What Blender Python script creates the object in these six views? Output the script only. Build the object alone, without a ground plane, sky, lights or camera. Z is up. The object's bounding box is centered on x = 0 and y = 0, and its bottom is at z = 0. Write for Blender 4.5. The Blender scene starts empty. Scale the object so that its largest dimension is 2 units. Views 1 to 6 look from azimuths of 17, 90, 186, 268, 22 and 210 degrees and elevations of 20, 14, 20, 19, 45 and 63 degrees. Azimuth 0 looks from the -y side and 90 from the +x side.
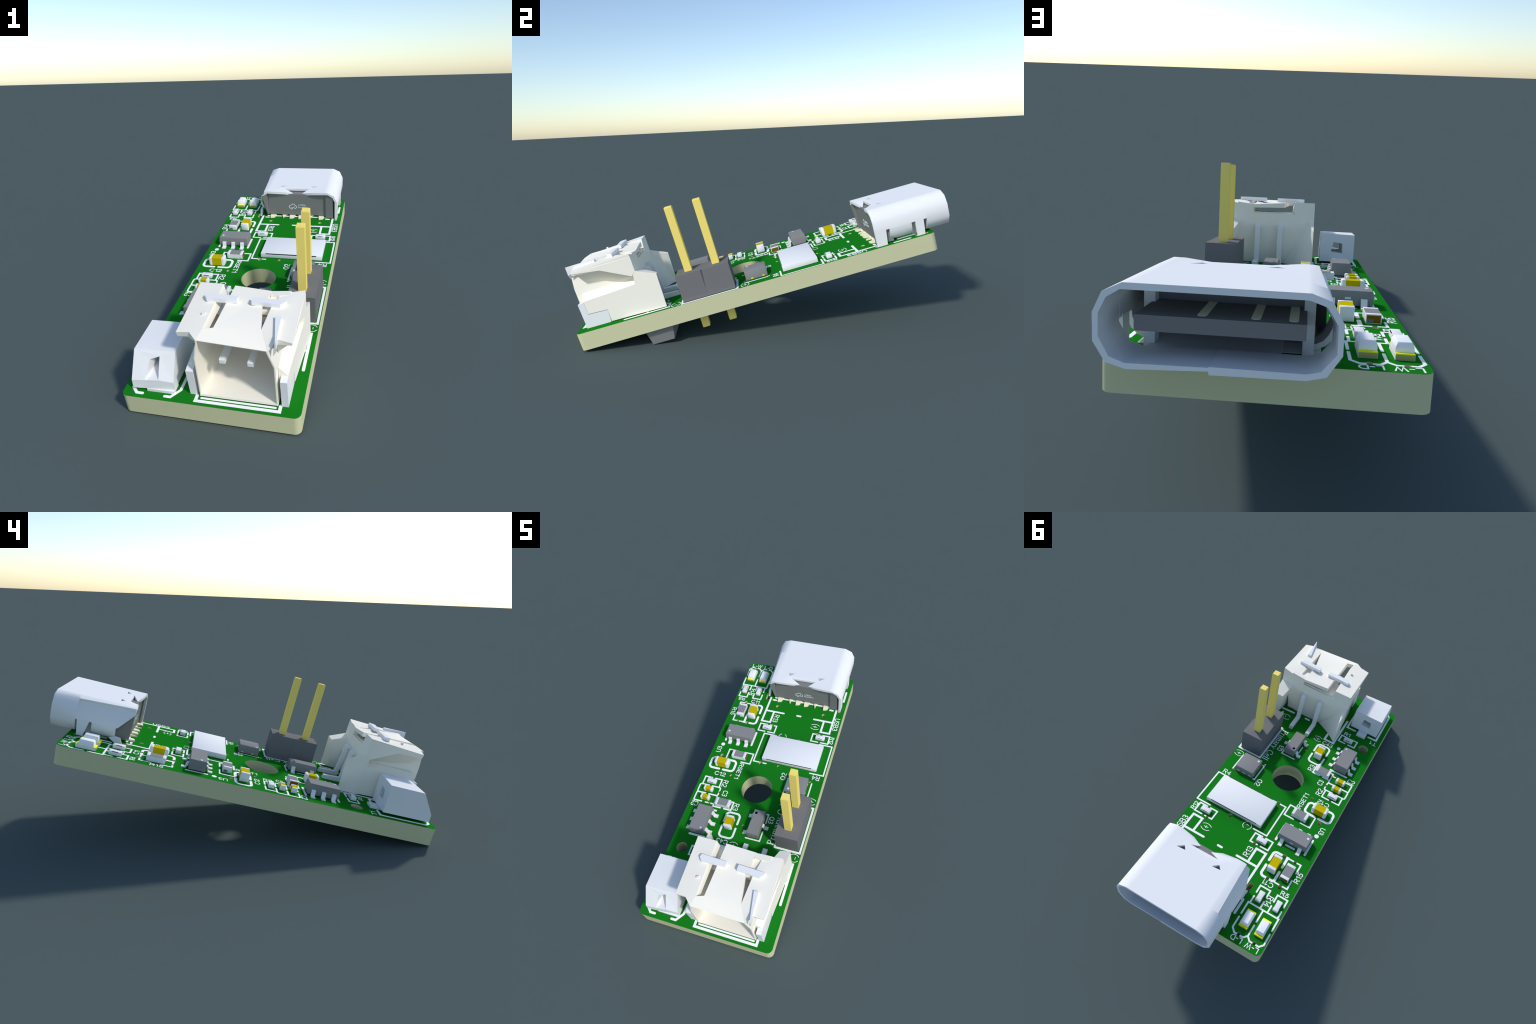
# Small green charger circuit board: USB-C socket, wire-to-board connector, two-pin header and SMD parts.
# Everything is laid out in millimetres in the board's own frame:
#   x across the board (0..13), y along it (0 = connector end, 32.83 = USB end), z up from the top of the board.
import bpy, bmesh, math
from mathutils import Matrix, Vector

S = 0.0585                      # metres per millimetre
BW, BL, BT = 13.0, 32.83, 1.6   # board width, length, thickness
# the board stands tilted on its front edge and on the part below it
ROT = Matrix(((0.998987, -0.044537, 0.006467), (0.044857, 0.973821, -0.222845), (0.003627, 0.222909, 0.974832)))
ORIGIN = Vector((-0.3369, -0.9913, 0.0956))     # world place of the board's front left top corner
OFF = ROT.transposed() @ ORIGIN

scene = bpy.context.scene
coll = scene.collection

# ------------------------------------------------------------------ materials
def material(name, rgb, rough=1.0, spec=0.0, metal=0.0, vary=0.004, scale=40.0, bump=0.0, trans=0.0):
    m = bpy.data.materials.new(name)
    m.use_nodes = True
    nt = m.node_tree
    b = nt.nodes["Principled BSDF"]
    tc = nt.nodes.new("ShaderNodeTexCoord")
    no = nt.nodes.new("ShaderNodeTexNoise")
    no.inputs["Scale"].default_value = scale
    no.inputs["Detail"].default_value = 3
    cr = nt.nodes.new("ShaderNodeValToRGB")
    cr.color_ramp.elements[0].position = 0.3
    cr.color_ramp.elements[1].position = 0.7
    cr.color_ramp.elements[0].color = (*[c * (1 - vary) for c in rgb], 1)
    cr.color_ramp.elements[1].color = (*[min(1, c * (1 + vary)) for c in rgb], 1)
    nt.links.new(tc.outputs["Object"], no.inputs["Vector"])
    nt.links.new(no.outputs["Fac"], cr.inputs["Fac"])
    nt.links.new(cr.outputs["Color"], b.inputs["Base Color"])
    b.inputs["Roughness"].default_value = 1.0
    b.inputs["Specular IOR Level"].default_value = 0.0
    b.inputs["Metallic"].default_value = metal
    if bump:
        bp = nt.nodes.new("ShaderNodeBump")
        bp.inputs["Strength"].default_value = bump
        bp.inputs["Distance"].default_value = 0.001
        nt.links.new(no.outputs["Fac"], bp.inputs["Height"])
        nt.links.new(bp.outputs["Normal"], b.inputs["Normal"])
    return m

M = {
    "mask":    material("solder_mask_green", (0.011, 0.201, 0.014)),
    "fr4":     material("fibreglass_tan", (0.62, 0.62, 0.373)),
    "silk":    material("silkscreen_white", (0.98, 0.98, 0.97)),
    "cream":   material("connector_plastic_cream", (0.962, 0.912, 0.792)),
    "white":   material("terminal_bluish_white", (0.855, 0.855, 0.852)),
    "led":     material("led_lens_white", (0.96, 0.96, 0.965)),
    "grey":    material("package_grey", (0.27, 0.267, 0.264)),
    "hdr":     material("header_plastic_grey", (0.188, 0.187, 0.188)),
    "usbgrey": material("insulator_grey", (0.228, 0.224, 0.22)),
    "gold":    material("pin_gold", (0.98, 0.778, 0.198)),
    "contact": material("contact_pale_gold", (0.98, 0.93, 0.667)),
    "yellow":  material("capacitor_ochre", (0.594, 0.463, 0.005)),
    "brown":   material("ceramic_brown", (0.22, 0.11, 0.012)),
    "ledpad":  material("led_pad_yellow", (0.98, 0.96, 0.01)),
    "ledbase": material("led_base_olive", (0.42, 0.42, 0.16)),
    "slit":    material("slit_dark", (0.04, 0.04, 0.05)),
    "black":   material("marker_black", (0.004, 0.004, 0.004)),
    "mark":    material("marking_pale", (0.72, 0.80, 0.80)),
}

# ------------------------------------------------------------------ object helpers
root = bpy.data.objects.new("circuit_board_module", None)
coll.objects.link(root)
root.rotation_mode = "QUATERNION"
root.rotation_quaternion = ROT.to_quaternion()
root.empty_display_size = 0.2
root["label"] = "small green circuit board with USB socket, white connector and chips"
root["category"] = "circuit board"


def shade(mesh, angle):
    if angle:
        for p in mesh.polygons:
            p.use_smooth = True
        mesh.set_sharp_from_angle(angle=math.radians(angle))


def mesh_of(name, verts, faces, mats, fmats=None, smooth=0, fix=True):
    me = bpy.data.meshes.new(name)
    me.from_pydata([Vector(v) * S for v in verts], [], faces)
    for m in (mats if isinstance(mats, (list, tuple)) else [mats]):
        me.materials.append(M[m])
    if fmats:
        for p, i in zip(me.polygons, fmats):
            p.material_index = i
    if fix:
        bm = bmesh.new(); bm.from_mesh(me)
        bmesh.ops.recalc_face_normals(bm, faces=bm.faces)
        bm.to_mesh(me); bm.free()
    shade(me, smooth)
    return me


def place(name, me, parent=None, at=(0, 0, 0), turn=0.0, stuff=False):
    o = bpy.data.objects.new(name, me)
    coll.objects.link(o)
    p = parent or root
    o.parent = p
    world = Matrix.Translation(OFF + Vector(at) * S) @ Matrix.Rotation(math.radians(turn), 4, "Z")
    if p is root:
        o.matrix_local = world
    else:
        o.matrix_local = LOC[p.name].inverted() @ world
    LOC[o.name] = world
    if stuff:
        o["kind"] = "stuff"
    return o


LOC = {}


class Geo:
    """collects solids into one mesh"""
    def __init__(self): self.v, self.f, self.m = [], [], []

    def poly(self, verts, faces, mat=0):
        n = len(self.v); self.v += [tuple(p) for p in verts]
        self.f += [tuple(i + n for i in f) for f in faces]; self.m += [mat] * len(faces)
        return self

    def loft(self, rings, mat=0, cap=True, closed=True):
        k = len(rings[0]); verts = [p for r in rings for p in r]; faces = []
        for a in range(len(rings) - 1):
            for i in range(k if closed else k - 1):
                j = (i + 1) % k
                faces.append((a * k + i, a * k + j, (a + 1) * k + j, (a + 1) * k + i))
        if cap:
            faces.append(tuple(range(k))[::-1]); faces.append(tuple((len(rings) - 1) * k + i for i in range(k)))
        return self.poly(verts, faces, mat)

    def box(self, x0, x1, y0, y1, z0, z1, mat=0, taper=0.0):
        t = taper
        return self.loft([[(x0, y0, z0), (x1, y0, z0), (x1, y1, z0), (x0, y1, z0)],
                          [(x0 + t, y0 + t, z1), (x1 - t, y0 + t, z1), (x1 - t, y1 - t, z1), (x0 + t, y1 - t, z1)]], mat)

    def prism_x(self, prof, x0, x1, mat=0):
        """side profile (y, z) swept across x"""
        return self.loft([[(x0, y, z) for y, z in prof], [(x1, y, z) for y, z in prof]], mat)

    def prism_y(self, prof, y0, y1, mat=0):
        return self.loft([[(x, y0, z) for x, z in prof], [(x, y1, z) for x, z in prof]], mat)

    def prism_z(self, plan, z0, z1, mat=0):
        return self.loft([[(x, y, z0) for x, y in plan], [(x, y, z1) for x, y in plan]], mat)

    def mesh(self, name, mats, smooth=0):
        return mesh_of(name, self.v, self.f, mats, self.m, smooth)


def bevel_mesh(me, width, segs=2, angle=30):
    bm = bmesh.new(); bm.from_mesh(me)
    ed = [e for e in bm.edges if len(e.link_faces) == 2 and e.calc_face_angle() > math.radians(angle)]
    bmesh.ops.bevel(bm, geom=ed, offset=width * S, segments=segs, affect="EDGES", profile=0.5)
    bm.to_mesh(me); bm.free()
    shade(me, 40)
    return me


def box_mesh(name, sx, sy, z0, z1, mat, bev=0.0, taper=0.0):
    me = Geo().box(-sx / 2, sx / 2, -sy / 2, sy / 2, z0, z1, taper=taper).mesh(name, mat)
    return bevel_mesh(me, bev) if bev else me


def circle(cx, cy, r, n=24, ry=None):
    return [(cx + r * math.cos(2 * math.pi * i / n), cy + (ry or r) * math.sin(2 * math.pi * i / n)) for i in range(n)]


def arc(cx, cy, r, a0, a1, n=6):
    return [(cx + r * math.cos(math.radians(a0 + (a1 - a0) * i / n)), cy + r * math.sin(math.radians(a0 + (a1 - a0) * i / n))) for i in range(n + 1)]


def plate_mesh(name, outline, holes, z0, z1, mats, by_side=False):
    """flat plate with holes, filled by a 2D curve"""
    cu = bpy.data.curves.new(name, "CURVE"); cu.dimensions = "2D"; cu.fill_mode = "BOTH"
    for loop in [outline] + holes:
        sp = cu.splines.new("POLY"); sp.points.add(len(loop) - 1); sp.use_cyclic_u = True
        for p, (x, y) in zip(sp.points, loop): p.co = (x * S, y * S, 0, 1)
    cu.extrude = (z1 - z0) / 2 * S
    ob = bpy.data.objects.new(name, cu); coll.objects.link(ob)
    bpy.context.view_layer.update()
    me = bpy.data.meshes.new_from_object(ob.evaluated_get(bpy.context.evaluated_depsgraph_get()))
    bpy.data.objects.remove(ob); bpy.data.curves.remove(cu)
    me.transform(Matrix.Translation((0, 0, (z0 + z1) / 2 * S)))
    bm = bmesh.new(); bm.from_mesh(me)
    bmesh.ops.remove_doubles(bm, verts=bm.verts, dist=1e-6)
    bmesh.ops.recalc_face_normals(bm, faces=bm.faces)
    bm.to_mesh(me); bm.free()
    me.name = name
    me.materials.clear()
    for m in mats: me.materials.append(M[m])
    for p in me.polygons:
        p.material_index = 1 if by_side and abs(p.normal.z) < 0.5 else 0
    shade(me, 30)
    return me


# ------------------------------------------------------------------ board with drilled holes
VIAS = [(2.41, 31.95, .16), (0.92, 31.97, .16), (1.48, 26.56, .20), (2.55, 23.65, .20), (1.41, 23.70, .14), (2.81, 26.37, .15),
        (1.37, 18.67, .20), (5.58, 24.01, .14), (9.08, 22.61, .20), (10.81, 24.02, .14), (7.85, 18.81, .14), (5.85, 18.76, .20),
        (3.25, 16.41, .15), (2.72, 14.16, .13), (2.17, 12.65, .13), (11.73, 17.72, .15), (6.53, 11.09, .14), (5.30, 26.79, .19),
        (10.81, 26.76, .19), (12.26, 8.39, .13)]
MOUNT, SENSE = (6.5, 15.5, 1.63), (1.35, 7.25, .55)
SLOTS = [(3.78, 27.70, 28.46), (3.78, 31.40, 32.15), (12.42, 27.70, 28.46), (12.42, 31.40, 32.15)]


def rounded_rect(x0, y0, x1, y1, r, n=8):
    return (arc(x1 - r, y0 + r, r, -90, 0, n) + arc(x1 - r, y1 - r, r, 0, 90, n) + arc(x0 + r, y1 - r, r, 90, 180, n) + arc(x0 + r, y0 + r, r, 180, 270, n))


holes = [circle(x, y, r, 20) for x, y, r in VIAS] + [circle(*MOUNT, 64), circle(*SENSE, 36)]
holes += [arc(x, y1, .21, 0, 180, 8) + arc(x, y0, .21, 180, 360, 8) for x, y0, y1 in SLOTS]
board_mesh = plate_mesh("circuit_board", rounded_rect(0, 0, BW, BL, 0.5), holes, -BT, 0, ["mask", "fr4"], by_side=True)
board = place("circuit_board", board_mesh)

# ------------------------------------------------------------------ silkscreen lines
SILK_H = 0.02
silk_count = 0
KEEP_OUT = VIAS + [SENSE] + [(x, y, .21) for x, a, b in SLOTS for y in (a, (a + b) / 2, b)]


def fillet(pts, r):
    out = [pts[0]]
    for a, b, c in zip(pts, pts[1:], pts[2:]):
        A, B, C = Vector(a), Vector(b), Vector(c)
        u, w = (A - B).normalized(), (C - B).normalized()
        ang = u.angle(w)
        if r <= 0 or ang > math.radians(170): out.append(b); continue
        d = min(r / math.tan(ang / 2), (A - B).length * .5, (C - B).length * .5)
        rr = d * math.tan(ang / 2)
        cen = B + (u + w).normalized() * (rr / math.sin(ang / 2))
        p0, p1 = B + u * d, B + w * d
        a0, a1 = (p0 - cen), (p1 - cen)
        t = a0.angle_signed(a1)
        for i in range(7):
            q = a0.copy(); q.rotate(Matrix.Rotation(-t * i / 6, 2)); q = cen + q
            out.append((q.x, q.y))
    out.append(pts[-1])
    return out


def cut_by_holes(pts):
    """break a polyline where it runs over a drilled hole"""
    runs, cur = [], None
    for a, b in zip(pts, pts[1:]):
        A, B = Vector(a), Vector(b); D = B - A; L = D.length
        if L < 1e-6: continue
        cuts = []
        for x, y, r in KEEP_OUT:
            f = A - Vector((x, y)); bb = f.dot(D) / L; cc = f.dot(f) - r * r; q = bb * bb - cc
            if q > 0:
                t0, t1 = (-bb - math.sqrt(q)) / L, (-bb + math.sqrt(q)) / L
                if t1 > 0 and t0 < 1: cuts.append((max(0, t0), min(1, t1)))
        cuts.sort(); t = 0.0; spans = []
        for c0, c1 in cuts:
            if c0 > t + 1e-4: spans.append((t, c0))
            t = max(t, c1)
        if t < 1 - 1e-4: spans.append((t, 1.0))
        for s0, s1 in spans:
            P, Q = A + D * s0, A + D * s1
            if s0 == 0 and cur and (Vector(cur["p"][-1]) - P).length < 1e-6:
                cur["p"].append((Q.x, Q.y))
            else:
                cur = {"p": [(P.x, P.y), (Q.x, Q.y)], "start": s0 == 0 and a == pts[0]}; runs.append(cur)
            cur["end"] = s1 == 1.0 and b == pts[-1]
    return runs


def stroke_outline(pts, w, cap0=True, cap1=True, n=6):
    P = [Vector(p) for p in pts]; h = w / 2; left, right = [], []
    for i, p in enumerate(P):
        d0 = (p - P[i - 1]).normalized() if i else (P[1] - p).normalized()
        d1 = (P[i + 1] - p).normalized() if i < len(P) - 1 else d0
        nrm = Vector((-d0.y - d1.y, d0.x + d1.x))
        nrm = nrm.normalized() if nrm.length > 1e-6 else Vector((-d0.y, d0.x))
        k = min(2.0, 1 / max(0.3, nrm.dot(Vector((-d0.y, d0.x)))))
        left.append(p + nrm * h * k); right.append(p - nrm * h * k)
    def capped(c, frm):
        v = frm - c; out = []
        for i in range(1, n):
            q = v.copy(); q.rotate(Matrix.Rotation(-math.pi * i / n, 2)); out.append(c + q)
        return out
    loop = left + (capped(P[-1], left[-1]) if cap1 else []) + right[::-1] + (capped(P[0], right[0]) if cap0 else [])
    # keep the winding of the caps outward whatever the rotation sense of the library is
    if cap1:
        k = len(left); mid = loop[k + n // 2 - 1]
        if (mid - P[-1]).dot(P[-1] - P[-2]) < 0:
            for i in range(n - 1): loop[k + i] = P[-1] * 2 - loop[k + i]
            loop[k:k + n - 1] = loop[k:k + n - 1][::-1]
    if cap0:
        k = len(loop) - (n - 1); mid = loop[k + n // 2 - 1]
        if (mid - P[0]).dot(P[0] - P[1]) < 0:
            for i in range(n - 1): loop[k + i] = P[0] * 2 - loop[k + i]
            loop[k:] = loop[k:][::-1]
    return [(q.x, q.y) for q in loop]


def silk_group(name, lines, w, r=0.0, dots=(), flip=False):
    """one outline of the legend; lines = list of polylines; dots = (x, y, radius)"""
    global silk_count
    g = Geo()
    def layer():
        global silk_count
        silk_count += 1
        return 0.010 + 0.0012 * (silk_count % 12)
    for pts in lines:
        for run in cut_by_holes(fillet(pts, r)):
            if len(run["p"]) < 2 or sum((Vector(a) - Vector(b)).length for a, b in zip(run["p"], run["p"][1:])) < 0.03: continue
            z = layer()
            o = stroke_outline(run["p"], w, run["start"], run["end"])
            if flip: g.prism_z(o, -BT - z, -BT - 0.001)
            else: g.prism_z(o, 0.001, z)
    for x, y, rad in dots:
        g.prism_z(circle(x, y, rad, 24), 0.001, layer())
    return place(name, g.mesh(name, "silk"))


sg = silk_group
OUT = "silkscreen_outline"
sg(OUT, [[(3.15, 30.35), (3.15, 29.18), (0.17, 29.18), (0.17, 30.35)], [(1.67, 29.26), (1.67, 30.35)],
         [(3.15, 30.70), (3.15, 31.72), (2.82, 32.05), (1.96, 32.05), (1.67, 31.72), (1.67, 30.70)],
         [(1.67, 31.74), (1.35, 32.05), (0.46, 32.05), (0.17, 31.72), (0.17, 30.70)]]
   + [[(x, 28.48), (x, 29.11)] for x in (3.0, 2.0, 1.27, 0.28)], 0.15)
for x0, x1 in ((3.0, 2.0), (1.27, 0.28)):
    sg(OUT, [[(x0, 28.04), (x0, 27.32), (x1, 27.32), (x1, 28.04)]], 0.15)
sg(OUT, [[(3.64, 29.23), (3.64, 30.62)], [(12.57, 29.23), (12.57, 30.66)],
         [(4.17, 27.9), (4.13, 24.37), (5.14, 24.37), (5.14, 25.84)], [(4.25, 25.95), (6.30, 25.95)],
         [(12.08, 27.9), (12.08, 24.37), (11.08, 24.37), (11.08, 25.84)], [(9.90, 25.95), (11.97, 25.95)],
         [(7.90, 25.98), (8.30, 25.98)], [(4.53, 27.65), (4.87, 27.65)], [(11.36, 27.67), (11.68, 27.67)], [(4.7, 28.04), (11.4, 28.04)]], 0.22)
sg(OUT, [[(6.45, 22.69), (5.0, 22.69), (5.0, 18.83), (6.43, 18.83)], [(11.33, 22.69), (12.81, 22.69), (12.81, 18.83), (11.35, 18.83)]], 0.15)


def bracket_pair(x0, x1, y0, y1, gap0, gap1, w=0.15, r=0.0, along="x"):
    """two facing brackets with gaps in the middle of the long sides"""
    if along == "x":
        ls = [[(gap0, y0), (x0, y0), (x0, y1), (gap0, y1)], [(gap1, y0), (x1, y0), (x1, y1), (gap1, y1)]]
    else:
        ls = [[(x0, gap0), (x0, y0), (x1, y0), (x1, gap0)], [(x0, gap1), (x0, y1), (x1, y1), (x1, gap1)]]
    return sg(OUT, ls, w, r)


bracket_pair(4.15, 6.05, 22.98, 23.98, 4.94, 5.30)
bracket_pair(10.33, 12.24, 22.95, 23.96, 11.10, 11.45)
bracket_pair(1.93, 4.73, 18.33, 19.65, 2.94, 3.71)
bracket_pair(0.61, 2.51, 14.68, 15.66, 1.37, 1.75)
bracket_pair(0.40, 2.72, 13.69, 14.68, 1.36, 1.76, r=0.15)
bracket_pair(0.40, 2.68, 12.66, 13.67, 1.30, 1.73, r=0.08)
bracket_pair(2.70, 4.67, 12.41, 13.37, 3.50, 3.90)
bracket_pair(2.30, 4.20, 6.73, 7.69, 3.05, 3.45)
bracket_pair(0.48, 3.26, 16.92, 18.26, 1.66, 2.10, 0.24, 0.35)
bracket_pair(4.42, 5.87, 9.40, 12.20, 10.60, 11.08, 0.21, 0.38, "y")
sg(OUT, [[(3.58, 24.75), (3.58, 23.68), (2.09, 23.68)], [(3.58, 25.3), (3.58, 26.42), (2.32, 26.42)]], 0.24, 0.32)
sg(OUT, [[(2.2, 23.80), (2.2, 24.78)], [(2.36, 26.42), (2.2, 26.32), (2.2, 25.32)]], 0.24)
sg(OUT, [[(2.1, 23.68), (0.83, 23.68), (0.83, 24.64)], [(2.1, 26.41), (0.83, 26.41), (0.83, 25.46)]], 0.15)
sg(OUT, [[(4.10, 20.75), (4.10, 22.53)], [(2.98, 22.53), (2.16, 22.53)], [(1.02, 20.75), (1.02, 22.53)]], 0.22, dots=[(0.94, 20.13, 0.22)])
sg(OUT, [[(10.27, 9.74), (12.82, 9.74), (12.82, 14.81), (10.27, 14.81), (10.27, 9.84)]], 0.20)
sg(OUT, [[(11.89, 17.62), (11.89, 15.5)], [(9.47, 15.58), (9.31, 15.58), (9.31, 17.64), (9.47, 17.64)]], 0.14, dots=[(9.32, 15.36, 0.09)])
sg(OUT, [[(7.15, 12.94), (8.64, 12.94), (8.64, 11.95)], [(7.12, 10.95), (7.12, 11.85)], [(7.17, 9.92), (8.64, 9.92), (8.64, 10.97)]], 0.14)
sg(OUT, [[(1.54, 5.24), (0.60, 5.24), (0.62, 0.88), (1.07, 0.42), (1.52, 0.42)], [(3.18, 5.23), (4.19, 5.23), (4.19, 1.15), (3.66, 0.41), (3.23, 0.41)]], 0.22)
sg(OUT, [[(5.62, 7.45), (5.62, 8.43), (4.54, 8.43), (4.54, 4.40)], [(11.45, 7.45), (11.45, 8.48), (12.49, 8.48), (12.49, 4.43)],
         [(5.54, 0.92), (5.54, 0.38), (11.52, 0.38), (11.52, 0.90)], [(10.33, 6.84), (11.84, 6.90)], [(8.36, 6.86), (8.79, 6.86)], [(12.1, 6.5), (12.4, 6.5)]], 0.24)
sg(OUT, [[(5.9, 0.68), (11.2, 0.68)]], 0.16)
sg(OUT, [[(3.21, 11.98), (1.38, 11.98)], [(3.1, 8.87), (1.5, 8.87)]], 0.21, dots=[(3.69, 8.79, 0.20)])


# ------------------------------------------------------------------ lettering
def text_mesh(body, h, length, ref=None, weight=0.0):
    cu = bpy.data.curves.new("silkscreen_label", "FONT")
    cu.body = body; cu.size = 1.0; cu.extrude = 0.0; cu.offset = weight; cu.resolution_u = 4
    ob = bpy.data.objects.new("silkscreen_label", cu); coll.objects.link(ob)
    def grab():
        bpy.context.view_layer.update()
        return bpy.data.meshes.new_from_object(ob.evaluated_get(bpy.context.evaluated_depsgraph_get()))
    y0 = y1 = None
    if ref:
        cu.body = ref; r = grab(); ys = [v.co.y for v in r.vertices]; y0, y1 = min(ys), max(ys); bpy.data.meshes.remove(r); cu.body = body
    me = grab()
    bpy.data.objects.remove(ob); bpy.data.curves.remove(cu)
    xs = [v.co.x for v in me.vertices]; ys = [v.co.y for v in me.vertices]
    if y0 is None: y0, y1 = min(ys), max(ys)
    x0, x1 = min(xs), max(xs)
    for v in me.vertices:
        v.co.x = (v.co.x - x0) / (x1 - x0) * length * S
        v.co.y = (v.co.y - y0) / (y1 - y0) * h * S
        v.co.z = 0
    bm = bmesh.new(); bm.from_mesh(me)
    ex = bmesh.ops.extrude_face_region(bm, geom=bm.faces[:])
    for g in ex["geom"]:
        if isinstance(g, bmesh.types.BMVert): g.co.z = 0.02 * S
    bmesh.ops.recalc_face_normals(bm, faces=bm.faces)
    bm.to_mesh(me); bm.free()
    me.materials.clear(); me.materials.append(M["silk"])
    return me


def ell(cx, cy, rx, ry, a0, a1, n=12):
    return [(cx + rx * math.cos(math.radians(a0 + (a1 - a0) * i / n)), cy + ry * math.sin(math.radians(a0 + (a1 - a0) * i / n))) for i in range(n + 1)]


# plain plotter lettering: centre lines, cap height 1; (width, strokes)
GLYPH = {
    "L": (.50, [[(0, 1), (0, 0), (.50, 0)]]),
    "D": (.68, [[(0, 0), (0, 1), (.30, 1)] + ell(.30, .5, .38, .5, 80, -80) + [(.30, 0), (0, 0)]]),
    "W": (.92, [[(0, 1), (.23, 0), (.46, .96), (.69, 0), (.92, 1)]]),
    "C": (.70, [ell(.38, .5, .38, .5, 40, 320, 18)]),
    "R": (.62, [[(0, 0), (0, 1), (.36, 1)] + ell(.36, .75, .24, .25, 75, -75, 8) + [(.34, .5), (0, .5)], [(.32, .48), (.62, 0)]]),
    "U": (.62, [[(0, 1), (0, .34)] + ell(.31, .31, .31, .31, 180, 360, 10) + [(.62, .34), (.62, 1)]]),
    "S": (.60, [ell(.30, .75, .28, .25, 25, 265, 12) + ell(.30, .26, .30, .26, 85, -160, 12)]),
    "B": (.60, [[(0, 0), (0, 1), (.34, 1)] + ell(.34, .76, .22, .24, 75, -75, 8) + [(.34, .52), (0, .52)], [(.34, .52)] + ell(.36, .26, .24, .26, 75, -75, 8) + [(.34, 0), (0, 0)]]),
    "E": (.54, [[(.52, 1), (0, 1), (0, 0), (.54, 0)], [(0, .53), (.47, .53)]]),
    "T": (.62, [[(0, 1), (.62, 1)], [(.31, 1), (.31, 0)]]),
    "Q": (.76, [ell(.38, .5, .38, .5, 0, 358, 24), [(.44, .24), (.76, -.06)]]),
    "1": (.26, [[(0, .76), (.12, .84), (.24, 1), (.24, 0)]]),
    "2": (.54, [ell(.27, .73, .26, .27, 170, -20, 10) + [(.44, .50), (.10, .18), (0, 0), (.54, 0)]]),
    "3": (.54, [ell(.25, .76, .24, .24, 155, -80, 10) + [(.18, .52)], [(.24, .52)] + ell(.26, .26, .28, .26, 80, -155, 12)]),
    "4": (.58, [[(.42, 0), (.42, 1), (0, .33), (.58, .33)]]),
    "5": (.54, [[(.50, 1), (.12, 1), (.06, .50)] + ell(.26, .31, .28, .32, 125, -150, 12)]),
    "-": (.30, [[(0, .36), (.30, .36)]]),
    "(": (.20, [ell(.56, .5, .56, .56, 116, 244, 12)]),
    ")": (.20, [ell(-.36, .5, .56, .56, 64, -64, 12)]),
    "+": (.50, [[(0, .5), (.50, .5)], [(.25, .25), (.25, .75)]]),
}


def label(body, at, h, length, turn, width=.074):
    gap, total = .22, 0
    for c in body: total += GLYPH[c][0] + gap
    total -= gap
    if body[0] == "(": width = .055
    k = (length - width) / total; hh = h - width; g = Geo(); x = 0; n = 0
    for c in body:
        w, strokes = GLYPH[c]
        for pts in strokes:
            for run in cut_by_holes_at([((px + x) * k + width / 2, py * hh + width / 2) for px, py in pts], at, turn):
                n += 1
                g.prism_z(stroke_outline(run["p"], width, run["start"], run["end"], 4), 0.001, 0.012 + 0.0012 * (n % 9))
        x += w + gap
    return place("silkscreen_label", g.mesh("silkscreen_label", "silk"), at=(at[0], at[1], 0), turn=turn)


def cut_by_holes_at(pts, at, turn):
    """same as cut_by_holes for points given in the frame of a turned label"""
    m = Matrix.Rotation(math.radians(turn), 2); inv = m.transposed(); o = Vector(at)
    runs = cut_by_holes([tuple(m @ Vector(p) + o) for p in pts])
    for r in runs: r["p"] = [tuple(inv @ (Vector(p) - o)) for p in r["p"]]
    return runs


for body, at, h, length, turn in [
        ("L-D", (1.88, 32.17), .50, 1.02, 0), ("L-W", (0.33, 32.18), .50, 1.20, 0), ("C11", (2.01, 26.60), .50, 1.02, 0),
        ("R15", (0.19, 25.48), .52, 1.11, -90), ("U3", (1.00, 18.98), .54, 0.80, 90), ("R13", (5.35, 25.57), .59, 1.10, -90),
        ("(-)", (6.68, 22.33), .78, 0.90, 0), ("R12", (12.32, 23.96), .46, 0.95, -90), ("USB3", (12.23, 26.66), .58, 1.76, -90),
        ("R14", (1.92, 27.72), .52, 1.07, 90), ("R5", (1.15, 27.16), .44, 0.78, 180), ("RSET1", (3.65, 18.18), .50, 2.02, -90),
        ("C12", (1.37, 16.09), .50, 1.27, 0), ("R2", (2.69, 15.70), .56, 0.85, -90), ("C3", (3.10, 14.49), .58, 0.70, -90),
        ("C2", (1.07, 12.54), .57, 0.80, 180), ("R3", (4.78, 13.33), .57, 0.84, -90), ("C43", (5.61, 9.18), .50, 1.22, 180),
        ("R1", (4.08, 6.52), .50, 0.72, 180), ("T1", (0.34, 5.57), .52, 0.76, 0), ("Q2", (9.04, 17.28), .57, 0.90, 90),
        ("Q3", (8.80, 12.82), .56, 0.78, -90), ("R4", (12.52, 18.66), .55, 0.85, 180),
        ("(+)", (10.77, 24.54), .94, 0.78, 90), ("(+)", (12.86, 15.13), .92, 0.78, 90), ("(+)", (6.70, 8.42), .89, 0.75, 90),
        ("(-)", (12.86, 8.70), .90, 0.88, 90), ("(-)", (11.2, 7.50), .88, 0.80, 90)]:
    label(body, at, h, length, turn)


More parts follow.
